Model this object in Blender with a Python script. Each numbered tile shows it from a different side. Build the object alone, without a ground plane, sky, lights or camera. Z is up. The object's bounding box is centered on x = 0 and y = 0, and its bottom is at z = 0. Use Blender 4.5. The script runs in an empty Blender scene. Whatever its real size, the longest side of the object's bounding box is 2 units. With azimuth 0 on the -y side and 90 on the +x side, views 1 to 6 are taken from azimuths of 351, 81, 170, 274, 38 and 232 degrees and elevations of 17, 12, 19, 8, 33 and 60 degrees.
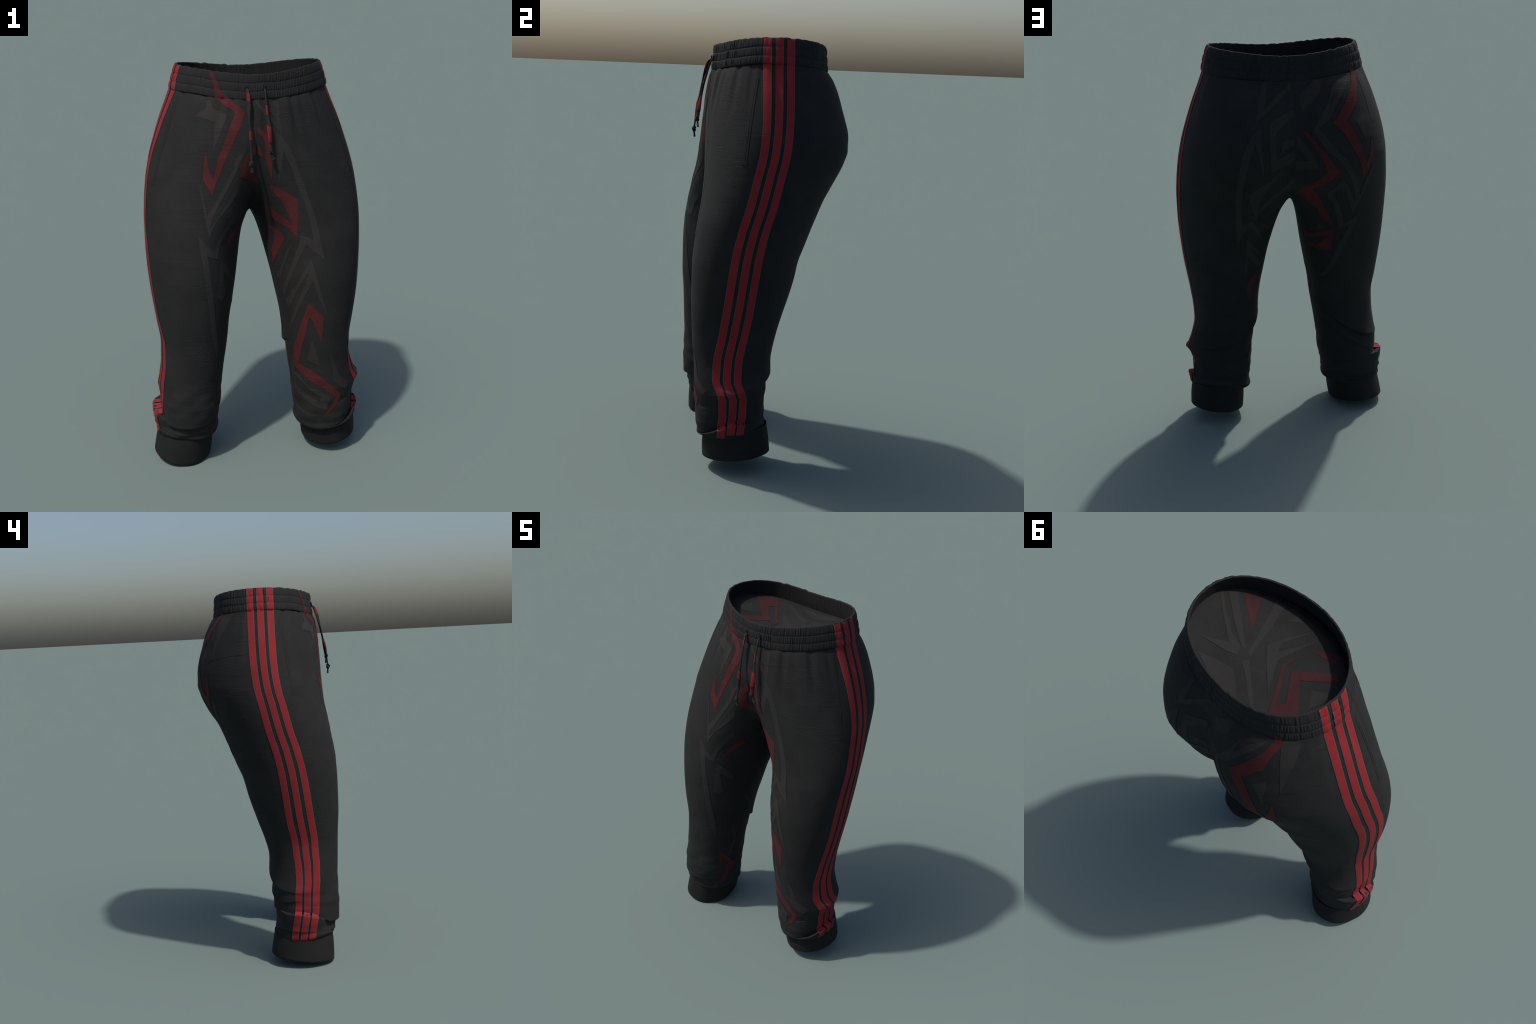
import bpy, bmesh, math, random
import numpy as np
from mathutils import Vector
from mathutils.bvhtree import BVHTree

# ------------------------------------------------------------------ helpers
def curve(ctrl):
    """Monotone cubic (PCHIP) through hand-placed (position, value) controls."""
    c = sorted(ctrl)
    x = np.array([p[0] for p in c], float); y = np.array([p[1] for p in c], float)
    h = np.diff(x); d = np.diff(y) / h
    m = np.zeros_like(y); m[0] = d[0]; m[-1] = d[-1]
    for i in range(1, len(x) - 1):
        if d[i-1] * d[i] > 0:
            w1 = 2*h[i] + h[i-1]; w2 = h[i] + 2*h[i-1]
            m[i] = (w1 + w2) / (w1/d[i-1] + w2/d[i])
    def f(t):
        t = np.clip(np.asarray(t, float), x[0], x[-1])
        i = np.clip(np.searchsorted(x, t) - 1, 0, len(h) - 1)
        s = (t - x[i]) / h[i]
        return ((2*s**3-3*s**2+1)*y[i] + (s**3-2*s**2+s)*h[i]*m[i]
                + (-2*s**3+3*s**2)*y[i+1] + (s**3-s**2)*h[i]*m[i+1])
    return f

def smoothstep(a, b, t):
    s = np.clip((t - a) / (b - a), 0, 1)
    return s*s*(3 - 2*s)

COL = bpy.context.scene.collection
def add_object(name, mesh, parent=None, mat=None, smooth=True):
    ob = bpy.data.objects.new(name, mesh)
    COL.objects.link(ob)
    if parent: ob.parent = parent
    if mat: mesh.materials.append(mat)
    if smooth and len(mesh.polygons):
        mesh.polygons.foreach_set("use_smooth", [True]*len(mesh.polygons))
    mesh.update()
    return ob

def mesh_from(name, verts, faces):
    me = bpy.data.meshes.new(name)
    me.from_pydata([tuple(v) for v in verts], [], [tuple(int(i) for i in f) for f in faces])
    me.update()
    return me

def grid_faces(nu, nv, wrap_u=False):
    f = []
    for j in range(nv - 1):
        for i in range(nu if wrap_u else nu - 1):
            i2 = (i + 1) % nu
            f.append((j*nu+i, j*nu+i2, (j+1)*nu+i2, (j+1)*nu+i))
    return f

# ------------------------------------------------------------------ profiles of the cloth body
# each leg: outer / inner edge in x, front / back edge in y, as functions of height
OUTER = [(1.905,.378),(1.88,.385),(1.87,.389),(1.82,.408),(1.75,.436),(1.65,.470),(1.55,.499),(1.45,.519),(1.35,.531),(1.25,.537),
         (1.15,.536),(1.05,.532),(.95,.524),(.85,.512),(.75,.497)]
INNER = [(1.90,-.376),(1.86,-.36),(1.75,-.20),(1.62,-.13),(1.5,-.100),(1.4,-.060),(1.32,-.025),(1.262,.004),(1.20,.034),(1.15,.050),(1.05,.073),
         (.95,.094),(.85,.114),(.75,.134)]
LEFT = dict(
 s=-1,
 outer=curve(OUTER + [(.64,.480),(.55,.483),(.45,.494),(.38,.500),(.30,.503),(.20,.508),(.12,.505),(.06,.49)]),
 inner=curve(INNER + [(.67,.143),(.58,.157),(.50,.169),(.35,.186),(.24,.200),(.16,.206),(.115,.220),(.06,.235)]),
 front=curve([(1.90,-.252),(1.87,-.258),(1.85,-.267),(1.82,-.276),(1.75,-.286),(1.65,-.294),(1.52,-.302),(1.40,-.311),(1.29,-.330),(1.18,-.348),(1.08,-.362),
              (.96,-.367),(.82,-.366),(.70,-.358),(.53,-.350),(.45,-.346),(.34,-.348),(.26,-.338),(.20,-.325),(.12,-.312),(.06,-.29)]),
 back=curve([(1.90,.266),(1.86,.274),(1.82,.298),(1.75,.322),(1.69,.338),(1.63,.355),(1.56,.367),(1.5,.367),(1.45,.353),(1.39,.325),(1.34,.295),
             (1.285,.261),(1.23,.234),(1.16,.207),(1.08,.174),(1.0,.142),(.89,.114),(.76,.073),(.66,.038),(.58,.016),(.46,.004),(.38,.000),
             (.30,-.006),(.20,-.010),(.12,-.002),(.06,.0)]))
RIGHT = dict(
 s=1,
 outer=curve(OUTER + [(.65,.484),(.56,.480),(.47,.495),(.40,.503),(.31,.505),(.22,.510),(.15,.505),(.06,.49)]),
 inner=curve(INNER + [(.65,.148),(.55,.161),(.46,.176),(.37,.188),(.23,.203),(.14,.216),(.10,.230),(.06,.24)]),
 front=curve([(1.90,-.252),(1.87,-.258),(1.85,-.267),(1.82,-.276),(1.75,-.286),(1.65,-.294),(1.52,-.301),(1.40,-.306),(1.26,-.322),(1.17,-.338),(1.08,-.352),
              (.96,-.364),(.82,-.365),(.60,-.356),(.5,-.347),(.42,-.345),(.24,-.336),(.16,-.320),(.10,-.312),(.06,-.30)]),
 back=curve([(1.90,.266),(1.86,.274),(1.82,.298),(1.75,.322),(1.69,.338),(1.63,.355),(1.56,.368),(1.5,.368),(1.45,.353),(1.36,.306),(1.26,.248),
             (1.18,.214),(1.1,.183),(1.05,.164),(.98,.138),(.9,.122),(.8,.094),(.72,.068),(.62,.038),(.485,.006),(.43,.0),(.345,-.008),(.25,-.013),(.12,-.006),(.06,-.008)]))
SIDE_Y = curve([(2,.005),(1.85,.005),(1.65,-.01),(1.55,-.03),(1.45,-.05),(1.35,-.07),(1.25,-.09),(1.15,-.11),(1.05,-.125),(.95,-.14),(.85,-.155),(.75,-.16),(.55,-.16),(.3,-.155),(.1,-.150)])
CROTCH_Y = curve([(2,.005),(1.85,.005),(1.7,.02),(1.55,.07),(1.4,.115),(1.28,.11),(1.18,.05),(1.05,-.04),(.95,-.10),(.85,-.13),(.75,-.15),(.55,-.16),(.3,-.155),(.1,-.150)])
FRONT_MID = curve([(1.9,.0),(1.75,.045),(1.55,.10),(1.4,.18),(1.3,.23),(1.2,.27),(1.0,.300),(.7,.32),(.4,.345),(.1,.37)])   # |x| of the foremost point
BACK_MID = curve([(1.9,.0),(1.82,.07),(1.75,.115),(1.55,.17),(1.35,.215),(1.2,.255),(1.0,.275),(.75,.285),(.5,.32),(.4,.345),(.1,.37)])   # |x| of the rearmost point
ROUND = curve([(0,2.15),(.6,2.08),(1.0,2.1),(1.3,2.05),(1.45,2.0),(1.6,1.95),(1.75,1.92),(1.82,1.88),(1.9,1.84)])        # superellipse exponent, front half
ROUND_BACK = curve([(0,2.15),(.6,2.05),(.9,1.9),(1.2,1.8),(1.35,1.85),(1.5,2.0),(1.75,2.25),(1.9,2.4)])
INNER_FULL = curve([(0,0),(.5,.05),(.65,.25),(.9,.30),(1.1,.15),(1.2,0),(2,0)])
INNER_LEAN = curve([(0,0),(.6,-.05),(.85,-.18),(1.15,-.18),(1.3,-.05),(1.45,0),(2,0)])
OUTER_FULL = curve([(0,0),(1.0,0),(1.2,.10),(1.4,.15),(1.6,.12),(1.8,0),(2,0)])
BLEND = curve([(0,.02),(1.2,.035),(1.3,.06),(1.42,.065),(1.55,.045),(1.75,.03),(1.86,.008),(1.9,.008)])

def leg_field(L, x, y, z):
    o, i, f, b = L['outer'](z), L['inner'](z), L['front'](z), L['back'](z)
    sy, ky = SIDE_Y(z), CROTCH_Y(z)
    cx = np.where(y > (sy+ky)/2, BACK_MID(z), FRONT_MID(z))
    dx = x*L['s'] - cx
    cy = np.where(dx > 0, sy, ky)
    dy = y - cy
    p = np.where(dy > 0, ROUND_BACK(z) + np.where(dx < 0, INNER_FULL(z), 0), ROUND(z) + np.where(dx < 0, INNER_LEAN(z), OUTER_FULL(z)))
    ax = np.where(dx > 0, o - cx, cx - i)
    by = np.where(dy > 0, b - cy, cy - f)
    q = (np.abs(dx/ax)**p + np.abs(dy/by)**p + 1e-12)**(1/p)
    return (q - 1) * np.minimum((o-i)/2, (b-f)/2)

def body_field(x, y, z):
    d1 = leg_field(LEFT, x, y, z); d2 = leg_field(RIGHT, x, y, z)
    k = BLEND(z)
    h = np.maximum(k - np.abs(d1-d2), 0) / k
    return np.minimum(d1, d2) - h*h*k*0.25

def surface_nets(field, lo, hi, step):
    n = [int(round((hi[i]-lo[i])/step)) + 1 for i in range(3)]
    ax = [lo[i] + step*np.arange(n[i]) for i in range(3)]
    F = field(ax[0][:,None,None], ax[1][None,:,None], ax[2][None,None,:])
    S = F < 0
    c = [S[dx:n[0]-1+dx, dy:n[1]-1+dy, dz:n[2]-1+dz] for dx in (0,1) for dy in (0,1) for dz in (0,1)]
    tot = sum(a.astype(np.int8) for a in c)
    act = (tot > 0) & (tot < 8)
    idx = -np.ones(act.shape, np.int64)
    I = np.argwhere(act); idx[act] = np.arange(len(I))
    P = np.array(lo) + step*(I + 0.5)
    quads = []
    for a in range(3):
        b, d = (a+1) % 3, (a+2) % 3
        sl0 = [slice(None)]*3; sl1 = [slice(None)]*3
        sl0[a] = slice(0, n[a]-1); sl1[a] = slice(1, n[a])
        ch = S[tuple(sl0)] != S[tuple(sl1)]
        E = np.argwhere(ch)
        ok = (E[:,b] > 0) & (E[:,b] < n[b]-1) & (E[:,d] > 0) & (E[:,d] < n[d]-1)
        E = E[ok]
        def cell(ob, od):
            C = E.copy(); C[:,b] += ob; C[:,d] += od
            return idx[C[:,0], C[:,1], C[:,2]]
        q = np.stack([cell(-1,-1), cell(0,-1), cell(0,0), cell(-1,0)], 1)
        inside0 = S[E[:,0], E[:,1], E[:,2]]
        q[~inside0] = q[~inside0][:, ::-1]
        quads.append(q)
    return P, np.concatenate(quads)

def field_gradient(field, P, e=1e-3):
    g = np.zeros_like(P)
    for i in range(3):
        d = np.zeros(3); d[i] = e
        A, B = P + d, P - d
        g[:,i] = (field(A[:,0],A[:,1],A[:,2]) - field(B[:,0],B[:,1],B[:,2])) / (2*e)
    return g

def relax_to(field, P, quads, zlo, zhi, rounds=3):
    """Laplacian relax + projection to the iso-surface, keeps open ends on their plane."""
    e = np.concatenate([quads[:,[0,1]],quads[:,[1,2]],quads[:,[2,3]],quads[:,[3,0]]])
    for r in range(rounds + 1):
        if r < rounds:
            acc = np.zeros_like(P); cnt = np.zeros(len(P))
            for a, b in ((0,1),(1,0)):
                np.add.at(acc, e[:,a], P[e[:,b]]); np.add.at(cnt, e[:,a], 1)
            Q = acc / cnt[:,None]
            Q[:,2] = np.where((P[:,2] < zlo) | (P[:,2] > zhi), P[:,2], Q[:,2])
            P = P*0.4 + Q*0.6
        for _ in range(2):
            f = field(P[:,0],P[:,1],P[:,2]); g = field_gradient(field, P)
            g[:,2] = np.where((P[:,2] < zlo) | (P[:,2] > zhi), 0, g[:,2])
            P = P - np.clip(f/np.maximum((g*g).sum(1),.05), -.02, .02)[:,None]*g
    return P

# ------------------------------------------------------------------ materials
def srgb(r, g, b):
    return tuple((c/12.92 if c <= .04045 else ((c+.055)/1.055)**2.4) for c in (r/255, g/255, b/255)) + (1,)

def cloth(name, colour, weave=900, vary=.25, rough=.85, bump=.28, wrinkle=0.0, sheen=.0):
    m = bpy.data.materials.new(name); m.use_nodes = True
    nt = m.node_tree; N = nt.nodes; K = nt.links
    bs = N["Principled BSDF"]; bs.inputs["Roughness"].default_value = rough
    bs.inputs["Specular IOR Level"].default_value = .25
    bs.inputs["Sheen Weight"].default_value = sheen
    tc = N.new("ShaderNodeTexCoord")
    n1 = N.new("ShaderNodeTexNoise"); n1.inputs["Scale"].default_value = 9; n1.inputs["Detail"].default_value = 5
    n2 = N.new("ShaderNodeTexNoise"); n2.inputs["Scale"].default_value = 260; n2.inputs["Detail"].default_value = 2
    K.new(tc.outputs["Object"], n1.inputs["Vector"]); K.new(tc.outputs["Object"], n2.inputs["Vector"])
    add = N.new("ShaderNodeMath"); add.operation = 'ADD'
    K.new(n1.outputs["Fac"], add.inputs[0]); K.new(n2.outputs["Fac"], add.inputs[1])
    mr = N.new("ShaderNodeMapRange"); mr.inputs["From Min"].default_value = .6; mr.inputs["From Max"].default_value = 1.4
    mr.inputs["To Min"].default_value = 1 - vary; mr.inputs["To Max"].default_value = 1 + vary
    K.new(add.outputs[0], mr.inputs["Value"])
    mul = N.new("ShaderNodeVectorMath"); mul.operation = 'SCALE'
    mul.inputs[0].default_value = colour[:3]
    K.new(mr.outputs[0], mul.inputs["Scale"])
    K.new(mul.outputs["Vector"], bs.inputs["Base Color"])
    # fine weave grain + faint horizontal creases
    bp = N.new("ShaderNodeBump"); bp.inputs["Strength"].default_value = bump; bp.inputs["Distance"].default_value = .002
    mp = N.new("ShaderNodeMapping"); mp.inputs["Scale"].default_value = (3.2, 3.2, 34)
    K.new(tc.outputs["Object"], mp.inputs["Vector"])
    n3 = N.new("ShaderNodeTexNoise"); n3.inputs["Scale"].default_value = 1.0; n3.inputs["Detail"].default_value = 3; n3.inputs["Distortion"].default_value = .6
    K.new(mp.outputs[0], n3.inputs["Vector"])
    # thin creases: ridge where the stretched noise crosses its middle, only in patches
    dv = N.new("ShaderNodeMath"); dv.operation = 'SUBTRACT'; dv.inputs[1].default_value = .5; K.new(n3.outputs["Fac"], dv.inputs[0])
    ab = N.new("ShaderNodeMath"); ab.operation = 'ABSOLUTE'; K.new(dv.outputs[0], ab.inputs[0])
    rd = N.new("ShaderNodeMapRange"); rd.interpolation_type = 'SMOOTHSTEP'
    rd.inputs["From Min"].default_value = 0; rd.inputs["From Max"].default_value = .045
    rd.inputs["To Min"].default_value = 1; rd.inputs["To Max"].default_value = 0; K.new(ab.outputs[0], rd.inputs["Value"])
    n4 = N.new("ShaderNodeTexNoise"); n4.inputs["Scale"].default_value = 5.5; n4.inputs["Detail"].default_value = 1; K.new(tc.outputs["Object"], n4.inputs["Vector"])
    mk = N.new("ShaderNodeMapRange"); mk.inputs["From Min"].default_value = .48; mk.inputs["From Max"].default_value = .66; K.new(n4.outputs["Fac"], mk.inputs["Value"])
    rm = N.new("ShaderNodeMath"); rm.operation = 'MULTIPLY'; K.new(rd.outputs[0], rm.inputs[0]); K.new(mk.outputs[0], rm.inputs[1])
    ra = N.new("ShaderNodeMath"); ra.operation = 'MULTIPLY_ADD'; ra.inputs[1].default_value = .8
    K.new(rm.outputs[0], ra.inputs[0]); K.new(n3.outputs["Fac"], ra.inputs[2])
    sm = N.new("ShaderNodeMath"); sm.operation = 'MULTIPLY_ADD'; sm.inputs[1].default_value = wrinkle
    K.new(ra.outputs[0], sm.inputs[0])
    sc = N.new("ShaderNodeMath"); sc.operation = 'MULTIPLY'; sc.inputs[1].default_value = .5
    K.new(n2.outputs["Fac"], sc.inputs[0]); K.new(sc.outputs[0], sm.inputs[2])
    K.new(sm.outputs[0], bp.inputs["Height"]); K.new(bp.outputs[0], bs.inputs["Normal"])
    return m

M_CLOTH = cloth("charcoal_jersey", srgb(29, 29, 29), vary=.36, wrinkle=1.6)
M_BAND = cloth("waistband_jersey", srgb(29, 29, 30), wrinkle=.2)
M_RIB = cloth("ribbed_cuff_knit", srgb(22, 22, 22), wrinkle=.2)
M_RED = cloth("red_stripe_cloth", srgb(124, 30, 34), vary=.15, wrinkle=.6)
M_PIPE = cloth("pale_piping", srgb(70, 71, 77), vary=.1)
M_PRED = cloth("red_print", srgb(68, 24, 26), vary=.4, wrinkle=1.6)
M_PGREY = cloth("grey_print", srgb(40, 38, 37), vary=.2, wrinkle=1.6)
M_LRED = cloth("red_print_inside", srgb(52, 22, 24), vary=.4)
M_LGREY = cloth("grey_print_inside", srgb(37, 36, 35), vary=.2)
M_CORD = cloth("cord_cloth", srgb(32, 32, 33), wrinkle=.1)
M_CPRINT = cloth("cord_red", srgb(98, 27, 30), wrinkle=.1)
M_DARK = cloth("eyelet_shadow_cloth", srgb(14, 14, 14))

# ------------------------------------------------------------------ the thing
root = bpy.data.objects.new("track_pants", None); COL.objects.link(root)
root["label"] = "black tapered track pants with red side stripes and angular print"
root["category"] = "pants"

# body
ZLO, ZHI, STEP = .08, 1.904, .006
P, Q = surface_nets(body_field, (-.60,-.42,ZLO), (.60,.42,ZHI), STEP)
P = relax_to(body_field, P, Q, ZLO+STEP, ZHI-STEP)


# ------------------------------------------------------------------ bunched folds above the cuffs
def periodic(ctrl):
    c = sorted(ctrl)
    ext = [(a-360,)+tuple(r) for a, *r in c] + [tuple(q) for q in c] + [(a+360,)+tuple(r) for a, *r in c]
    return [curve([(e[0], e[k]) for e in ext]) for k in range(1, len(c[0]))]

# one fold: along an angle (0 front, 90 outer side, 180 back, -90 inner side) the crease height,
# and how far the cloth stands out just above and just below the crease
FOLDS = {
 -1: [  # leg on the -x side
  dict(la=.07, lb=.08, c=[(-90,.26,.004,.0),(-45,.240,.010,.002),(0,.232,.011,-.008),(40,.240,.012,-.008),(65,.258,-.006,.018),(95,.272,-.018,.031),
                          (125,.285,-.002,.022),(150,.300,.008,.006),(180,.295,.012,.0),(225,.28,.006,.0)]),
  dict(la=.05, lb=.03, c=[(-90,.52,.0,.0),(0,.44,.0,.0),(60,.40,.0,.0),(100,.40,.006,.004),(140,.42,.010,.002),(160,.455,.014,-.014),(185,.51,.015,-.022),(215,.60,.011,-.020),(245,.66,.0,.0)]),
  dict(la=.04, lb=.06, c=[(-90,.40,.0,.0),(0,.38,.0,.0),(90,.36,.0,.0),(140,.345,.006,-.001),(180,.41,.008,-.003),(215,.50,.005,-.003),(240,.56,.0,.0)]),
  dict(la=.03, lb=.015, c=[(-90,.20,.002,.0),(0,.180,.006,-.006),(60,.19,.003,.0),(120,.20,.004,-.003),(180,.195,.008,-.006),(225,.20,.004,-.002)]),
 ],
 1: [
  dict(la=.06, lb=.030, c=[(-115,.590,.011,-.012),(-90,.610,.006,-.006),(-60,.63,.0,.0),(0,.55,.0,.0),(60,.42,.0,.0),(95,.41,.006,.010),(125,.425,.010,.006),(150,.445,.012,-.018),(180,.475,.016,-.030),(210,.520,.017,-.031)]),
  dict(la=.05, lb=.05, c=[(-90,.30,.0,.0),(0,.33,.0,.0),(50,.38,.006,.006),(85,.395,.030,.026),(110,.42,.022,.020),(140,.43,.006,.006),(180,.36,.0,.0)]),
  dict(la=.05, lb=.05, c=[(-60,.16,.0,.0),(-20,.160,.0,.0),(10,.165,-.002,.005),(40,.185,-.012,.010),(65,.212,-.018,.016),(90,.240,-.012,.022),(112,.250,-.002,.014),(135,.245,.0,.004),(160,.22,.0,.0),(200,.20,.0,.0)]),
  dict(la=.03, lb=.03, c=[(-90,.30,.0,.0),(0,.30,.0,.0),(40,.31,.0,.003),(75,.315,-.004,.0),(100,.32,-.006,-.004),(130,.33,-.004,.0),(170,.3,.0,.0)]),
 ]}
HEM = {-1: lambda dx, dy: .150 + 0*dx,
        1: lambda dx, dy: np.clip(.172 + .15*dy + .13*dx, .13, .22)}

def leg_axis(s, z):
    L = LEFT if s < 0 else RIGHT
    return s*(L['outer'](z)+L['inner'](z))/2, (L['front'](z)+L['back'](z))/2

def body_detail(P):
    P = P.copy()
    for s in (-1, 1):
        m = (P[:,0]*s > 0) & (P[:,2] < .80)
        p = P[m]; z = p[:,2]
        cx, cy = leg_axis(s, z)
        dx, dy = (p[:,0]-cx)*s, p[:,1]-cy
        th = np.degrees(np.arctan2(dx, -dy))
        r = np.hypot(dx, dy)
        d = np.zeros(len(p)); dz = np.zeros(len(p))
        for f in FOLDS[s]:
            zf, up, lo = [c(th) for c in periodic(f['c'])]
            t = z - zf
            above = up*np.exp(-np.maximum(t,0)/f['la'])
            below = lo*np.exp(np.minimum(t,0)/f['lb'])
            w = smoothstep(-.005, .005, t)
            d += above*w + below*(1-w)
            dz -= .8*np.maximum(up-lo,0)*np.exp(-np.abs(t)/.012)*smoothstep(-.004,.004,t)
            dz += .7*np.maximum(lo-up,0)*np.exp(-np.abs(t)/.012)*smoothstep(.004,-.004,t)
        # smaller slanting rumples
        w = smoothstep(.56, .30, z); tr = np.radians(th)
        d += w*(.0020*np.sin(3*tr - s*34*z + 1.4*np.sin(2*tr + s)) + .0012*np.sin(5*tr + 62*z + 1.2*np.sin(3*tr)) + .0006*np.sin(2*tr - 110*z))
        # hem tucks in behind the cuff
        t = z - HEM[s](dx, dy) - .006*np.sin(2*tr + 1 + s) - .004*np.sin(3*tr)
        d += .005*np.exp(-((t-.016)/.016)**2)
        d -= .045*smoothstep(.004, -.012, t)
        k = (r + d)/r
        P[m,0] = cx + s*dx*k; P[m,1] = cy + dy*k; P[m,2] = z + dz
    # soft pleats hanging from the waistband
    z = P[:,2]; m = z > 1.5
    ph = np.arctan2(P[m,0]/1.35, -P[m,1])
    rip = (np.sin(ph*19+.6) + .9*np.sin(ph*31+2+.8*np.sin(3*ph)) + .6*np.sin(ph*47+1))*.0026 - .004
    rip *= smoothstep(1.58, 1.80, z[m]) * (.45 + .55*np.cos(ph)) 
    k = 1 + rip/np.hypot(P[m,0], P[m,1])
    P[m,0] *= k; P[m,1] *= k
    # fly stands a little forward, small of the back and front of the crotch recede, lower seat is full
    x, y, z = P[:,0].copy(), P[:,1].copy(), P[:,2]
    bump = lambda w, zc, zw: np.exp(-(x/w)**2 - ((z-zc)/zw)**2)
    P[:,1] += (y < -.05)*(-.007*bump(.07, 1.66, .10) + .030*bump(.05, 1.33, .055))
    P[:,1] += (y > .08)*(-.019*bump(.11, 1.755, .055) - .010*bump(.13, 1.815, .03) + .036*bump(.15, 1.37, .05))*smoothstep(.08, .16, y)
    # top edge tucks inside the waistband
    phi = np.arctan2(P[:,0]/1.35, -P[:,1])
    q = np.sin(phi)**2
    t = P[:,2] - (1.9625 - .114 + (.034 + .003*np.sin(phi))*q - .005*(1-q)*(np.cos(phi) < 0))
    k = 1 - .016*smoothstep(-.001, .012, t)/np.hypot(P[:,0], P[:,1])
    P[:,0] *= k; P[:,1] *= k
    # centre seams, front and back
    m = (np.abs(P[:,0]) < .02) & (P[:,2] > 1.20)
    g = field_gradient(body_field, P[m]); g /= np.linalg.norm(g, axis=1)[:,None]
    P[m] -= g*(.0035*np.exp(-(P[m,0]/.004)**2))[:,None]
    return P

def refine_low(P, Q, zmax):
    me = mesh_from("tmp", P, Q)
    bm = bmesh.new(); bm.from_mesh(me)
    ed = [e for e in bm.edges if e.verts[0].co.z < zmax and e.verts[1].co.z < zmax]
    bmesh.ops.subdivide_edges(bm, edges=ed, cuts=1, use_grid_fill=True)
    bm.to_mesh(me); bm.free()
    co = np.empty(len(me.vertices)*3); me.vertices.foreach_get("co", co)
    faces = [tuple(p.vertices) for p in me.polygons]
    bpy.data.meshes.remove(me)
    return co.reshape(-1,3), faces
P, Q = refine_low(P, Q, .70)
P = body_detail(P)
body_me = mesh_from("trouser_body", P, Q)
bvh_body = BVHTree.FromPolygons([Vector(p) for p in P], [tuple(int(i) for i in q) for q in Q])

# two legs cut along the centre seam; both keep the normals of the whole surface
def split_legs(me):
    vn = np.empty(len(me.vertices)*3); me.vertices.foreach_get("normal", vn); vn = vn.reshape(-1,3)
    groups = {-1: [], 1: []}
    for f in me.polygons:
        groups[1 if f.center.x > -1e-4 else -1].append(tuple(f.vertices))
    for s, fs in groups.items():
        used = sorted({i for f in fs for i in f}); new = {o: k for k, o in enumerate(used)}
        m = mesh_from("trouser_leg", P[used], [[new[i] for i in f] for f in fs])
        add_object("trouser_leg", m, root, M_CLOTH)
        m.normals_split_custom_set_from_vertices([tuple(n) for n in vn[used]])
body_me.update()
split_legs(body_me)
bpy.data.meshes.remove(body_me)

# ------------------------------------------------------------------ waistband
def band_lift(phi):          # phi: 0 at the front (-y), pi at the back
    q = np.sin(phi)**2
    return (.034 + .003*np.sin(phi))*q - .005*(1-q)*(np.cos(phi) < 0)

def waistband():
    nu = 1500
    phi = np.linspace(0, 2*np.pi, nu, endpoint=False)
    rng = np.random.default_rng(4)
    def gathers(freqs):
        g = sum(np.sin(phi*k + rng.uniform(0, 6.28) + 1.5*np.sin(phi*rng.integers(3, 9) + rng.uniform(0, 6.28))) for k in freqs)
        strength = .55 + .45*np.sin(phi*7 + rng.uniform(0, 6.28))*np.sin(phi*4 + 1)
        return g/len(freqs)*1.8*strength
    G = [gathers((63,97,131,171)), gathers((119,157,191,229)), gathers((83,127,173,211))]
    wob = gathers((23,31,41,57))
    A = curve([(0,.353),(.05,.371),(.115,.387),(.13,.389)]); B = curve([(0,.264),(.05,.267),(.09,.271),(.13,.275)])
    sag = .0015*np.sin(phi*5+1) + .001*np.sin(phi*11)
    def ring(h, off, gw, b):
        g = G[b]*.0022*gw
        a, bb = float(A(h)) + off + g, float(B(h)) + off + g
        c, s = np.cos(phi), np.sin(phi)
        p = np.where(c < 0, 2.4, 1.84)
        r = (np.abs(s/a)**p + np.abs(c/bb)**p)**(-1/p)
        z = 1.9625 + band_lift(phi) - h + wob*.0022*math.exp(-h/.012) + sag*smoothstep(0, .03, h)
        return np.stack([r*s, .004 - r*c, z], 1)
    rows = []
    for h in (.10,.075,.05,.03,.016,.006,.001):          # inner wall up to the rim
        rows.append(ring(h, -.0095, .35, 0))
    rows.append(ring(-.001, -.0065, .5, 0)); rows.append(ring(-.001, -.0035, .7, 0))
    H = [0.0, .040, .078, .114]
    for b in range(3):                                     # three channels between stitch lines
        for t in np.linspace(0, 1, 15)[: 15 if b == 2 else 14]:
            puff = math.sin(math.pi*t)
            groove = math.exp(-(min(t, 1-t)/.05)**2) if (b > 0 or t > .5) else 0
            rows.append(ring(H[b] + (H[b+1]-H[b])*t, .0018*puff**.7 - .0008 - .0016*groove, puff**.6, b))
    rows.append(ring(.1155, -.003, .2, 2)); rows.append(ring(.113, -.010, .2, 2))
    V = np.concatenate(rows)
    return V, grid_faces(nu, len(rows), True), nu
V, Fc, NU = waistband()
band_me = mesh_from("waistband", V, Fc)
bvh_band = BVHTree.FromPolygons([Vector(p) for p in V], Fc)
add_object("waistband", band_me, root, M_BAND)

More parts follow.
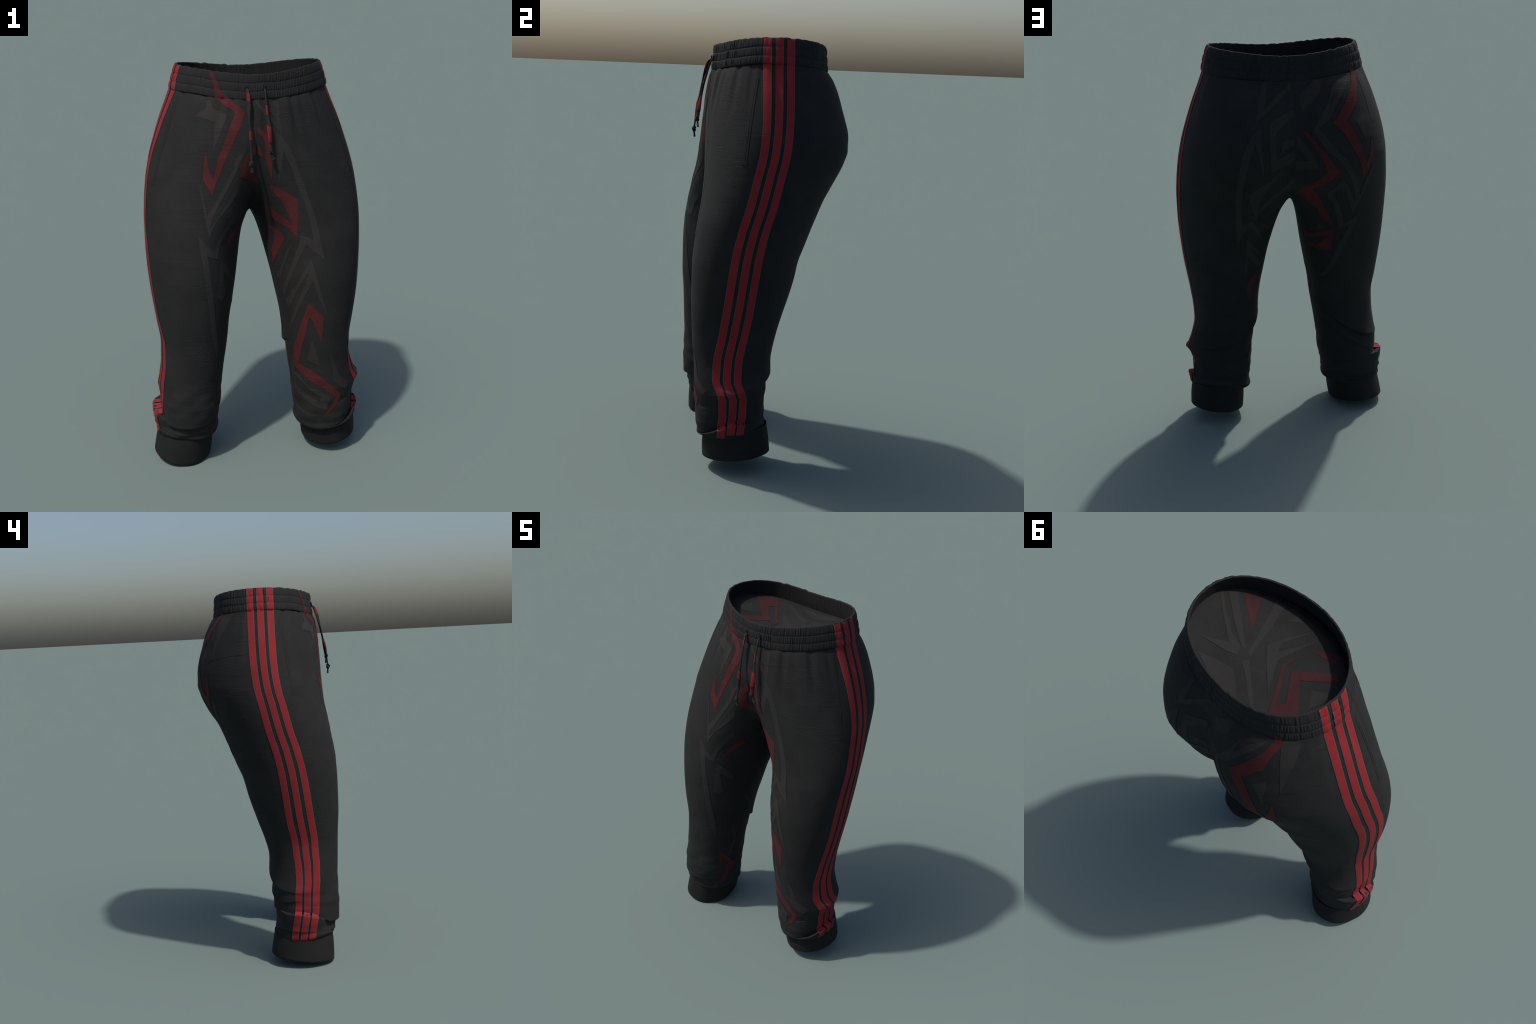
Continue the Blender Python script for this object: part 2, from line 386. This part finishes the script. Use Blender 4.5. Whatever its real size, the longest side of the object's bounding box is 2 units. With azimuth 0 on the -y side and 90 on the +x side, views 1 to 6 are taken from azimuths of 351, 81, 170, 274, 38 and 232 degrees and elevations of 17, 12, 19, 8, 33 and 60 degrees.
# cloth closing the waist a hand below the rim
def lining_edge(ph, t):
    c, q = math.cos(ph), math.sin(ph)
    p = 2.4 if c < 0 else 1.84
    r = t*((abs(q)/.368)**p + (abs(c)/.2605)**p)**(-1/p)
    return r*q, .004 - r*c
def lining_height(x, y):
    return 1.871 + .046*(x/.36)**2 + .002*math.sin(11*x + 4*y)*math.cos(9*y)
def lining():
    nu, nr = 128, 24
    vs = []
    for j in range(nr):
        t = j/(nr-1)
        for i in range(nu):
            ph = 2*math.pi*i/nu
            x, y = lining_edge(ph, t)
            vs.append((x, y, lining_height(x, y)))
    return mesh_from("waist_lining", vs, grid_faces(nu, nr, True))
add_object("waist_lining", lining(), root, M_CLOTH)

# ------------------------------------------------------------------ cuffs
def cuff(s, top, bottom, top_plane, bottom_plane):
    nu = 160
    rows = []
    def ring(cx, cy, a, b, plane, dz=0):
        out = []
        for i in range(nu):
            ph = 2*math.pi*i/nu
            soft = 1 + .010*math.sin(3*ph + s + 20*plane[0]) + .006*math.sin(7*ph + 2*s)
            dx, dy = a*soft*math.sin(ph), -b*soft*math.cos(ph)
            out.append((cx+s*dx, cy+dy, plane[0] + plane[1]*dx + plane[2]*dy + dz + .003*math.sin(2*ph + 1 + s) + .0015))
        return out
    n = 16
    for j in range(n):
        t = j/(n-1)
        m = [top[i] + (bottom[i]-top[i])*t**1.2 for i in range(4)]
        pl = [top_plane[i] + (bottom_plane[i]-top_plane[i])*t for i in range(3)]
        bul = .003*math.sin(math.pi*t)
        rows += ring(m[0], m[1], m[2]+bul, m[3]+bul, pl)
    cx, cy, a, b = bottom
    for d, dz in ((.0025,-.003),(.006,-.0045),(.010,-.004),(.014,.0),(.016,.012)):
        rows += ring(cx, cy, a-d, b-d, bottom_plane, dz)
    nrow = len(rows)//nu
    f = grid_faces(nu, nrow, True)
    c = len(rows); rows.append((cx, cy, bottom_plane[0]+.012))
    f += [((nrow-1)*nu+i, (nrow-1)*nu+(i+1) % nu, c) for i in range(nu)]
    add_object("ankle_cuff", mesh_from("ankle_cuff", rows, f), root, M_RIB)
cuff(-1, (-.368,-.150,.140,.155), (-.390,-.144,.145,.168), (.170,0,.0), (.0285,.05,.14))
cuff( 1, ( .380,-.150,.138,.150), ( .392,-.139,.140,.160), (.190,.12,.14), (.065,.14,.07))

# ==== DECALS: stripes, prints, pockets laid on the cloth
def cast(az, u, z, trees, start=3):
    """Nearest cloth point seen horizontally from azimuth az at sideways position u and height z."""
    a = math.radians(az)
    e = Vector((math.sin(a), -math.cos(a), 0)); r = Vector((math.cos(a), math.sin(a), 0))
    o = e*start + r*u; o.z = z
    best = None
    for t in trees:
        h = t.ray_cast(o, -e)
        if h[0] is not None and (best is None or h[3] < best[2]):
            best = (h[0], h[1], h[3])
    if best is None: return None
    n = best[1] if best[1].dot(e) > 0 else -best[1]
    return best[0], n, best[2]

CLOTH_TREES = (bvh_body, bvh_band)
MATS = {"red": M_PRED, "grey": M_PGREY}
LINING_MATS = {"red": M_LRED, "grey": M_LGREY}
motif_count = 0
def motif(kind, az, outline, lift=None, mat=None, name=None, cell=.010, start=3):
    """One printed shape: an outline in (sideways, height) seen from an azimuth, wrapped on the cloth."""
    global motif_count
    motif_count += 1
    lift = lift if lift is not None else .0009 + .00012*(motif_count % 7)
    bm = bmesh.new()
    vs = [bm.verts.new((u, v, 0)) for u, v in outline]
    es = [bm.edges.new((vs[i], vs[(i+1) % len(vs)])) for i in range(len(vs))]
    bmesh.ops.triangle_fill(bm, edges=es, use_beauty=True, normal=(0,0,1))
    for ax in (0, 1):
        lo = min(p[ax] for p in outline); hi = max(p[ax] for p in outline)
        k = math.floor(lo/cell) + 1
        while k*cell < hi:
            co = [0,0,0]; no = [0,0,0]; co[ax] = k*cell + .00013; no[ax] = 1
            bmesh.ops.bisect_plane(bm, geom=bm.verts[:]+bm.edges[:]+bm.faces[:], plane_co=co, plane_no=no, dist=1e-6)
            k += 1
    bad = []; depth = {}
    for v in bm.verts:
        if az == "waist":
            ex, ey = lining_edge(math.atan2(v.co.x/.368, -(v.co.y-.004)/.2605), .985)
            q = math.hypot(v.co.x, v.co.y-.004)/math.hypot(ex, ey-.004)
            if q > 1: v.co.x /= q; v.co.y = .004 + (v.co.y-.004)/q
            v.co.z = lining_height(v.co.x, v.co.y) + lift
            continue
        h = cast(az, v.co.x, v.co.y, CLOTH_TREES, start)
        if h is None: bad.append(v); continue
        depth[v] = h[2]
        v.co = h[0] + h[1]*lift
    if bad: bmesh.ops.delete(bm, geom=bad, context='VERTS')
    far = [f for f in bm.faces if max((v.co-f.verts[0].co).length for v in f.verts) > .06 or f.calc_area() < 1e-10]
    bmesh.ops.delete(bm, geom=far, context='FACES')
    # face outward
    if az == "waist": e = Vector((0,0,1))
    else: e = Vector((math.sin(math.radians(az)), -math.cos(math.radians(az)), 0))
    bm.normal_update()
    fl = [f for f in bm.faces if f.normal.dot(e) < 0]
    if fl: bmesh.ops.reverse_faces(bm, faces=fl)
    me = bpy.data.meshes.new(name or kind + "_print_motif")
    bm.to_mesh(me); bm.free()
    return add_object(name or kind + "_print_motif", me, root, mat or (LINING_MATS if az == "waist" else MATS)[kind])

# --- three stripes down each side
UPPER_PATH = [(2.0,-.003),(1.9,-.004),(1.75,-.007),(1.64,-.011),(1.5,-.025),(1.38,-.053),(1.26,-.081),(1.16,-.110),(1.04,-.135),(.93,-.149),(.80,-.163),(.66,-.182)]
STRIPE_PATH = {
 -1: curve(UPPER_PATH + [(.60,-.185),(.54,-.190),(.466,-.190),(.39,-.183),(.307,-.179),(.272,-.173),(.209,-.162),(.13,-.150)]),
  1: curve(UPPER_PATH + [(.543,-.202),(.454,-.207),(.416,-.194),(.36,-.178),(.29,-.177),(.24,-.183),(.19,-.187)])}
STRIPE_GAP = {-1: curve([(0,.045),(.3,.045),(.45,.045),(.62,.049),(.8,.055),(1.3,.053),(1.6,.051),(2,.051)]),
               1: curve([(0,.040),(.25,.043),(.36,.047),(.6,.049),(.8,.052),(2,.051)])}

def strip(s, k, half, z0, z1, lift, name, mat, cols=7, step=.004, shift=0):
    az = 90*s
    rows = []
    n = int((z1-z0)/step) + 1
    for j in range(n):
        z = z1 - (z1-z0)*j/(n-1)
        yc = float(STRIPE_PATH[s](z)) + k*float(STRIPE_GAP[s](z)) + shift
        row = []
        for i in range(cols):
            y = yc + half*(2*i/(cols-1) - 1)
            h = cast(az, y*s, z, CLOTH_TREES)
            row.append(None if h is None or h[0].x*s < .18 else h[0] + h[1]*(lift + .0014*(z < .32)))
        if all(p is not None for p in row): rows.append(row)
    vs = [p for r in rows for p in r]
    f = grid_faces(cols, len(rows))
    if s > 0: f = [q[::-1] for q in f]
    return add_object(name, mesh_from(name, vs, f), root, mat)

for s in (-1, 1):
    for k in (-1, 0, 1):
        zb = .146 if s < 0 else .205 - .018*(k < 0)
        st = strip(s, k, .0152, zb, 2.0, .0022, "side_stripe", M_RED)
        for e in (-1, 1):
            strip(s, k, .0014, zb, 1.999, .0017, "stripe_piping", M_PIPE, cols=2, shift=e*.0163).parent = st

# --- angular prints
motif("red", 0, [(-0.213,1.971), (-0.195,1.970), (-0.180,1.931), (-0.168,1.891), (-0.123,1.851), (-0.070,1.808), (-0.059,1.791), (-0.079,1.731), (-0.110,1.676), (-0.142,1.603), (-0.156,1.577), (-0.183,1.512), (-0.202,1.468), (-0.222,1.414), (-0.264,1.487), (-0.253,1.577), (-0.244,1.621), (-0.239,1.577), (-0.233,1.525), (-0.219,1.486), (-0.210,1.504), (-0.191,1.577), (-0.174,1.618), (-0.138,1.711), (-0.105,1.786), (-0.109,1.799), (-0.145,1.820), (-0.189,1.855), (-0.193,1.910), (-0.208,1.956)])
motif("grey", 0, [(-0.290,1.772), (-0.234,1.810), (-0.229,1.843), (-0.209,1.844), (-0.206,1.810), (-0.139,1.783), (-0.173,1.705), (-0.196,1.647), (-0.213,1.613), (-0.199,1.751), (-0.237,1.762)])
motif("grey", 0, [(-0.053,1.626), (-0.083,1.575), (-0.108,1.513), (-0.134,1.463), (-0.188,1.372), (-0.227,1.306), (-0.240,1.262), (-0.218,1.285), (-0.179,1.339), (-0.141,1.396), (-0.104,1.454), (-0.094,1.423), (-0.134,1.367), (-0.206,1.290), (-0.232,1.246), (-0.244,1.208), (-0.260,1.299), (-0.275,1.413), (-0.282,1.495), (-0.269,1.437), (-0.252,1.319), (-0.218,1.365), (-0.183,1.423), (-0.158,1.467), (-0.117,1.540), (-0.113,1.576)])
motif("grey", 0, [(-0.296,1.230), (-0.224,1.140), (-0.198,1.207), (-0.161,1.266), (-0.117,1.311), (-0.113,1.289), (-0.167,1.208), (-0.192,1.173), (-0.207,1.106), (-0.256,1.129), (-0.248,1.067), (-0.234,0.929), (-0.220,0.763), (-0.212,0.676), (-0.215,0.556), (-0.241,0.695), (-0.255,0.854), (-0.267,0.982), (-0.285,1.127), (-0.292,1.181)])
motif("grey", 20, [(-0.291,1.103), (-0.221,1.031), (-0.207,0.974), (-0.275,1.034), (-0.271,0.970), (-0.259,0.922), (-0.281,0.885), (-0.314,0.915), (-0.301,1.017)])
motif("grey", 0, [(-0.010,1.847), (0.057,1.785), (0.084,1.748), (0.116,1.689), (0.086,1.719), (-0.002,1.819)])
motif("grey", 0, [(0.062,1.836), (0.097,1.838), (0.105,1.814), (0.103,1.762), (0.113,1.701), (0.087,1.748), (0.060,1.791)])
motif("grey", 0, [(0.092,1.696), (0.093,1.595), (0.080,1.569), (0.098,1.463), (0.114,1.567), (0.118,1.612), (0.142,1.563), (0.166,1.507), (0.190,1.427), (0.221,1.355), (0.244,1.272), (0.261,1.177), (0.234,1.192), (0.201,1.199), (0.191,1.134), (0.184,1.123), (0.154,1.019), (0.131,0.928), (0.129,0.892), (0.138,0.868), (0.143,0.913), (0.166,1.004), (0.212,1.127), (0.222,1.157), (0.313,1.081), (0.292,1.187), (0.279,1.264), (0.246,1.363), (0.222,1.434), (0.191,1.509), (0.176,1.564), (0.149,1.625), (0.116,1.674)])
motif("grey", 0, [(0.169,1.158), (0.154,1.116), (0.127,1.016), (0.117,0.926), (0.111,0.977), (0.139,1.088), (0.139,1.098)])
motif("grey", 0, [(0.246,1.089), (0.270,1.014), (0.285,0.956), (0.329,0.795), (0.282,0.893), (0.256,0.979), (0.239,0.938), (0.210,0.870), (0.188,0.802), (0.172,0.730), (0.163,0.661), (0.165,0.744), (0.177,0.815), (0.202,0.901), (0.225,0.969), (0.233,1.020), (0.211,0.975), (0.180,0.903), (0.156,0.804), (0.140,0.851), (0.164,0.906), (0.225,1.042)])
motif("red", 0, [(0.058,1.451), (0.083,1.436), (0.124,1.416), (0.187,1.375), (0.191,1.256), (0.183,1.190), (0.153,1.224), (0.121,1.243), (0.092,1.255), (0.068,1.279), (0.063,1.341), (0.085,1.309), (0.123,1.283), (0.165,1.253), (0.141,1.310), (0.120,1.360), (0.086,1.393), (0.065,1.423)])
motif("red", 0, [(-0.005,1.729), (0.022,1.710), (0.045,1.686), (0.060,1.599), (0.064,1.565), (0.068,1.477), (0.062,1.480), (0.046,1.540), (0.037,1.568), (0.033,1.657), (0.015,1.684), (-0.006,1.700)])
motif("red", 0, [(-0.012,1.649), (-0.027,1.628), (-0.052,1.600), (-0.068,1.565), (-0.074,1.544), (-0.090,1.496), (0.007,1.447), (0.002,1.498), (-0.031,1.519), (-0.023,1.591), (-0.011,1.596)])
motif("red", 0, [(-0.004,1.651), (0.016,1.626), (0.025,1.580), (-0.001,1.595)])
motif("red", 0, [(0.074,1.218), (0.097,1.220), (0.113,1.201), (0.136,1.171), (0.119,1.123), (0.110,1.086), (0.092,1.015), (0.091,1.061), (0.085,1.085), (0.098,1.152), (0.094,1.186), (0.077,1.201)])
motif("red", 20, [(-0.168,1.252), (-0.156,1.216), (-0.189,1.194), (-0.231,1.161), (-0.263,1.132), (-0.232,1.194), (-0.186,1.234)])
motif("red", 0, [(0.238,0.864), (0.308,0.788), (0.304,0.646), (0.275,0.723), (0.256,0.771), (0.241,0.785), (0.229,0.713), (0.212,0.609), (0.204,0.517), (0.244,0.501), (0.306,0.460), (0.358,0.411), (0.415,0.347), (0.382,0.285), (0.340,0.240), (0.326,0.213), (0.334,0.244), (0.362,0.283), (0.383,0.342), (0.319,0.395), (0.260,0.429), (0.219,0.464), (0.188,0.490), (0.179,0.526), (0.183,0.625), (0.204,0.738), (0.205,0.745), (0.227,0.828)])
motif("grey", 0, [(0.258,0.669), (0.303,0.519), (0.236,0.546)])
motif("grey", 0, [(0.345,0.592), (0.376,0.530), (0.400,0.457), (0.433,0.426), (0.464,0.399), (0.438,0.370), (0.400,0.404), (0.368,0.435), (0.360,0.508)])
motif("grey", -15, [(0.236,0.458), (0.274,0.445), (0.323,0.400), (0.374,0.382), (0.434,0.342), (0.414,0.267), (0.355,0.288), (0.295,0.322), (0.239,0.360), (0.239,0.383), (0.286,0.369), (0.335,0.335), (0.378,0.319), (0.388,0.344), (0.335,0.371), (0.295,0.410), (0.240,0.442)])
motif("grey", -15, [(0.252,0.256), (0.295,0.252), (0.367,0.236), (0.363,0.224), (0.320,0.219), (0.256,0.238)])
motif("red", 38, [(-0.332,0.458), (-0.249,0.325), (-0.282,0.274), (-0.307,0.208), (-0.372,0.153), (-0.376,0.174), (-0.333,0.229), (-0.290,0.350), (-0.323,0.399), (-0.353,0.278), (-0.344,0.370)])
motif("red", 190, [(-0.198,0.874), (-0.176,0.832), (-0.192,0.812), (-0.207,0.779), (-0.212,0.714), (-0.218,0.720), (-0.241,0.796), (-0.224,0.843)])
motif("grey", 180, [(-0.141,1.846), (-0.121,1.845), (-0.131,1.787), (-0.145,1.733), (-0.116,1.758), (-0.060,1.803), (-0.013,1.839), (-0.012,1.814), (-0.060,1.773), (-0.119,1.725), (-0.157,1.698), (-0.189,1.666), (-0.173,1.748)])
motif("grey", 180, [(-0.124,1.674), (-0.061,1.701), (-0.010,1.720), (-0.006,1.693), (-0.052,1.664), (-0.098,1.627), (-0.102,1.562), (-0.099,1.501), (-0.059,1.519), (-0.011,1.536), (-0.011,1.483), (-0.071,1.465), (-0.124,1.445), (-0.130,1.508), (-0.132,1.579)])
motif("grey", 180, [(-0.067,1.586), (-0.010,1.592), (-0.011,1.560), (-0.045,1.550), (-0.081,1.533)])
motif("grey", 180, [(-0.163,1.665), (-0.169,1.568), (-0.165,1.494), (-0.161,1.437), (-0.182,1.513), (-0.196,1.584), (-0.215,1.536), (-0.225,1.516), (-0.243,1.438), (-0.252,1.363), (-0.257,1.280), (-0.255,1.162), (-0.228,1.176), (-0.203,1.179), (-0.171,1.128), (-0.143,1.054), (-0.170,1.083), (-0.216,1.151), (-0.243,1.117), (-0.277,1.058), (-0.285,1.175), (-0.287,1.299), (-0.282,1.405), (-0.261,1.516), (-0.239,1.571), (-0.207,1.623)])
motif("grey", 180, [(-0.228,1.333), (-0.182,1.370), (-0.132,1.396), (-0.044,1.459), (-0.092,1.410), (-0.157,1.329), (-0.174,1.270), (-0.180,1.182), (-0.194,1.215), (-0.216,1.284)])
motif("grey", 180, [(-0.164,1.253), (-0.093,1.325), (-0.011,1.404), (-0.009,1.366), (-0.058,1.320), (-0.118,1.259), (-0.155,1.226), (-0.178,1.219)])
motif("grey", 190, [(-0.257,1.081), (-0.186,1.002), (-0.166,0.972), (-0.226,1.017), (-0.167,0.931), (-0.173,0.892), (-0.244,0.980), (-0.245,0.912), (-0.259,0.798), (-0.255,0.896), (-0.252,1.003)])
motif("red", 190, [(-0.196,1.172), (-0.154,1.138), (-0.132,1.131), (-0.136,1.106), (-0.150,1.115)])
motif("grey", 180, [(0.027,1.784), (0.101,1.847), (0.130,1.842), (0.118,1.791), (0.079,1.748), (0.036,1.711), (0.024,1.736)])
motif("grey", 195, [(0.106,1.825), (0.077,1.736), (0.139,1.814), (0.200,1.854), (0.187,1.826), (0.151,1.785), (0.108,1.739), (0.064,1.678), (0.009,1.634), (0.050,1.574), (0.092,1.518), (0.131,1.481), (0.182,1.409), (0.216,1.358), (0.252,1.274), (0.262,1.359), (0.297,1.432), (0.308,1.409), (0.277,1.310), (0.245,1.209), (0.225,1.180), (0.206,1.229), (0.170,1.298), (0.134,1.331), (0.108,1.303), (0.151,1.242), (0.173,1.190), (0.191,1.126), (0.222,1.141), (0.271,1.183), (0.257,1.128), (0.230,1.007), (0.197,0.906), (0.165,0.807), (0.149,0.804), (0.167,0.874), (0.183,0.955), (0.213,1.077), (0.222,1.112), (0.173,1.098), (0.158,1.161), (0.127,1.235), (0.080,1.305), (0.104,1.346), (0.127,1.386), (0.177,1.326), (0.228,1.243), (0.224,1.282), (0.181,1.357), (0.132,1.432), (0.090,1.485), (0.036,1.531), (-0.018,1.623), (0.015,1.673), (0.059,1.737)])
motif("red", 200, [(0.190,1.890), (0.212,1.884), (0.229,1.854), (0.203,1.796), (0.186,1.739), (0.139,1.691), (0.108,1.660), (0.131,1.621), (0.159,1.568), (0.193,1.478), (0.213,1.446), (0.228,1.503), (0.243,1.572), (0.255,1.498), (0.257,1.450), (0.249,1.451), (0.208,1.374), (0.191,1.418), (0.163,1.471), (0.121,1.535), (0.084,1.603), (0.038,1.654), (0.072,1.686), (0.126,1.754), (0.172,1.808), (0.197,1.857)])
motif("grey", 200, [(0.211,1.690), (0.207,1.610), (0.212,1.545), (0.184,1.599), (0.158,1.649)])
motif("grey", 250, [(-0.083,1.868), (-0.014,1.865), (-0.041,1.794), (-0.079,1.737), (-0.110,1.653), (-0.118,1.633), (-0.106,1.758)])
motif("red", 180, [(0.022,1.638), (0.052,1.612), (0.106,1.547), (0.146,1.500), (0.158,1.481), (0.204,1.417), (0.157,1.378), (0.110,1.351), (0.079,1.334), (0.122,1.285), (0.154,1.213), (0.188,1.154), (0.204,1.109), (0.184,1.136), (0.144,1.160), (0.119,1.215), (0.059,1.270), (0.019,1.305), (0.045,1.346), (0.091,1.378), (0.144,1.426), (0.124,1.473), (0.106,1.507), (0.078,1.556)])
motif("grey", 180, [(-0.000,1.612), (0.037,1.568), (0.072,1.523), (0.083,1.486), (0.106,1.440), (0.001,1.436), (-0.001,1.478), (0.056,1.485), (0.000,1.565)])
motif("red", 170, [(0.084,1.064), (0.139,1.062), (0.185,1.081), (0.233,1.096), (0.227,1.010), (0.221,0.972), (0.189,0.967), (0.139,0.969), (0.102,0.976), (0.108,0.997), (0.139,0.995), (0.170,1.008), (0.213,1.067), (0.170,1.048), (0.130,1.031), (0.093,1.031)])
motif("grey", 170, [(0.157,1.120), (0.191,1.106), (0.151,1.090)])
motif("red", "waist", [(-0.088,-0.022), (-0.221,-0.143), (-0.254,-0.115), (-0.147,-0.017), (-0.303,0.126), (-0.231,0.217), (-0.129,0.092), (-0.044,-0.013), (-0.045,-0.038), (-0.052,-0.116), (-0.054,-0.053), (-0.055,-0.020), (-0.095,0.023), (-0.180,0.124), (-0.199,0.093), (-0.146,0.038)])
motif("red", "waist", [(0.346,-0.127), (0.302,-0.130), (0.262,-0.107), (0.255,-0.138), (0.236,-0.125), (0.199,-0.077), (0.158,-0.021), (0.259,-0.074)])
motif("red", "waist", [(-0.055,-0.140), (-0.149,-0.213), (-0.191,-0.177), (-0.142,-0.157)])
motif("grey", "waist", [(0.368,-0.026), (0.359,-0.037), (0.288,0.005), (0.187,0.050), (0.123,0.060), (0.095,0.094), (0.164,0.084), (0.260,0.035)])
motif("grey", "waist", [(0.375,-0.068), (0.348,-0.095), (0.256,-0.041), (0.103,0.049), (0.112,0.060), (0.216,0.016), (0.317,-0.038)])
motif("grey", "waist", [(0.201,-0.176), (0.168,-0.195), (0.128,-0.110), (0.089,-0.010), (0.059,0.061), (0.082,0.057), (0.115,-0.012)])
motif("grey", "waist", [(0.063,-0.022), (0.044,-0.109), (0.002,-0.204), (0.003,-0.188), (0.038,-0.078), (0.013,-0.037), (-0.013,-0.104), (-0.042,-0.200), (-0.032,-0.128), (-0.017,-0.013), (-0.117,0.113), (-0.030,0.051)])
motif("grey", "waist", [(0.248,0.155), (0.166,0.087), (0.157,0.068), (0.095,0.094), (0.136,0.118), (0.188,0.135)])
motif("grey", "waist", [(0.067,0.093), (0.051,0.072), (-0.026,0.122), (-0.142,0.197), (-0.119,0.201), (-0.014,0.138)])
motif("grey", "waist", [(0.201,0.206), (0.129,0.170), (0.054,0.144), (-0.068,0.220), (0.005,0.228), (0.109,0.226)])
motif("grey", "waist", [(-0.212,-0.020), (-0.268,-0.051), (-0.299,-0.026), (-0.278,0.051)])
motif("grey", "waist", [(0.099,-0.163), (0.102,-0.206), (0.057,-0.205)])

# --- welt pockets in front of the stripes, raised edge with a slit down the middle
for s in (-1, 1):
    P4 = [(.108,1.821),(.083,1.824),(.094,1.446),(.119,1.442)]
    w = motif("grey", 60*s, [(s*u, z) for u, z in P4], lift=.0013, mat=M_CLOTH, name="pocket_welt")
    slit = motif("grey", 60*s, [(s*u, z) for u, z in [(.0975,1.812),(.0945,1.812),(.1055,1.454),(.1085,1.454)]], lift=.0021, mat=M_CLOTH, name="pocket_slit")
    slit.parent = w
    c = [(.300,.322,1.594),(.335,.295,1.614),(.372,.258,1.633),(.424,.183,1.650),(.461,.067,1.659)]
    if s < 0:      # stitched ridge across the seat
        a = math.radians(235)
        line = [(-x*math.cos(a) + y*math.sin(a), z) for x, y, z in c]
        motif("grey", 235, [(u, z+.0022) for u, z in line] + [(u, z-.0022) for u, z in line[::-1]], lift=.0009, mat=M_CLOTH, name="seat_seam", cell=.006)

# --- prints on the inner sides of the lower legs, seen from between the legs (sideways = -y and +y)
motif("red", -90, [(.175,.585),(.205,.545),(.155,.440),(.215,.330),(.165,.205),(.158,.215),(.185,.330),(.120,.440),(.172,.540)], start=0)
motif("grey", -90, [(.120,.760),(.160,.700),(.110,.590),(.075,.470),(.090,.580),(.130,.690)], start=0)
motif("grey", -90, [(.090,.420),(.110,.405),(.075,.330),(.125,.235),(.105,.230),(.050,.330)], start=0)
motif("grey", -90, [(.240,.560),(.262,.530),(.230,.440),(.268,.340),(.248,.330),(.205,.440)], start=0)
motif("grey", 90, [(-.170,.830),(-.120,.760),(-.170,.640),(-.150,.635),(-.095,.760),(-.165,.860)], start=0)
motif("grey", 90, [(-.235,.640),(-.215,.650),(-.185,.520),(-.215,.400),(-.235,.405),(-.210,.520)], start=0)

# --- drawstring
def cord(path, widths, red_bands, knot, tail):
    n = 90
    pz = [p[2] for p in path]
    t = np.linspace(0, 1, n)
    ctrl_t = np.linspace(0, 1, len(path))
    X = [curve(list(zip(ctrl_t, [p[i] for p in path])))(t) for i in range(3)]
    W = curve(widths)(t)
    C = np.stack(X, 1)
    D = np.gradient(C, axis=0); D /= np.linalg.norm(D, axis=1)[:,None]
    def tube(i0, i1, scale, name, mat, parent, slant=0):
        m = 16; rows = []
        for i in range(i0, i1):
            d = Vector(D[i]); tw = .9*math.sin(6.5*t[i] + path[0][0]*60)
            side = Vector((math.cos(tw), math.sin(tw), 0)); side = (side - d*side.dot(d)).normalized()
            nrm = d.cross(side)
            for j in range(m):
                a = 2*math.pi*j/m
                sl = slant*math.cos(a)*W[i]
                p = Vector(C[i]) + side*math.cos(a)*W[i]*scale + nrm*math.sin(a)*(.0042 if scale <= 1 else .0052) + d*sl
                rows.append(p)
        f = grid_faces(m, i1-i0, True)
        f.append(tuple(range(m))); f.append(tuple(range((i1-i0-1)*m, (i1-i0)*m))[::-1])
        return add_object(name, mesh_from(name, rows, f), parent, mat)
    c = tube(0, n, 1.0, "drawstring", M_CORD, root)
    for a, b in red_bands:
        tube(int(a*n), int(b*n), 1.07, "cord_print", M_CPRINT, c, slant=.5)
    # knot: a lumpy bead of wrapped cord, then the flared tail
    bm = bmesh.new(); bmesh.ops.create_icosphere(bm, subdivisions=4, radius=1)
    for v in bm.verts:
        p = v.co.copy()
        lump = 1 + .22*math.sin(5*p.z + 3*math.atan2(p.y, p.x)) - .15*math.exp(-((p.z+.1)/.15)**2)
        v.co = Vector((p.x*.0105*lump, p.y*.0100*lump, p.z*.0125*lump)) + Vector(knot)
    me = bpy.data.meshes.new("cord_knot"); bm.to_mesh(me); bm.free()
    add_object("cord_knot", me, c, M_CORD)
    k, e = Vector(knot), Vector(tail); rows = []; m = 14
    d = (e-k).normalized(); side = Vector((1,0,0)); side = (side - d*side.dot(d)).normalized(); nr = d.cross(side)
    for i in range(10):
        q = i/9; w = .004 + .0055*q; h = .004 + .001*q
        for j in range(m):
            a = 2*math.pi*j/m
            rows.append(k + (e-k)*q + side*math.cos(a)*w + nr*math.sin(a)*h)
    f = grid_faces(m, 10, True); f.append(tuple(range(9*m, 10*m))[::-1])
    add_object("cord_tail", mesh_from("cord_tail", rows, f), c, M_CORD)

cord([(-.050,-.252,1.905),(-.046,-.277,1.888),(-.044,-.292,1.85),(-.045,-.307,1.79),(-.042,-.318,1.73),(-.040,-.327,1.68),(-.039,-.336,1.62),(-.040,-.342,1.572)],
     [(0,.006),(.2,.0095),(.35,.011),(.5,.006),(.62,.006),(.72,.010),(.85,.008),(1,.005)], [(.17,.31),(.62,.75)], (-.041,-.343,1.563), (-.036,-.340,1.524))
cord([(.038,-.250,1.905),(.037,-.274,1.89),(.038,-.290,1.845),(.041,-.306,1.79),(.046,-.316,1.74),(.049,-.325,1.69),(.051,-.332,1.65),(.051,-.335,1.625)],
     [(0,.004),(.25,.005),(.45,.006),(.6,.010),(.8,.011),(1,.009)], [(.33,.45),(.58,.83),(.87,.98)], (.051,-.336,1.618), (.065,-.333,1.580))
for x in (-.050, .038):        # eyelet openings in the band
    bm = bmesh.new(); bmesh.ops.create_uvsphere(bm, u_segments=16, v_segments=10, radius=1)
    for v in bm.verts: v.co = Vector((x + v.co.x*.007, -.2655 + v.co.y*.0035, 1.904 + v.co.z*.013))
    me = bpy.data.meshes.new("cord_eyelet"); bm.to_mesh(me); bm.free()
    add_object("cord_eyelet", me, root, M_DARK)
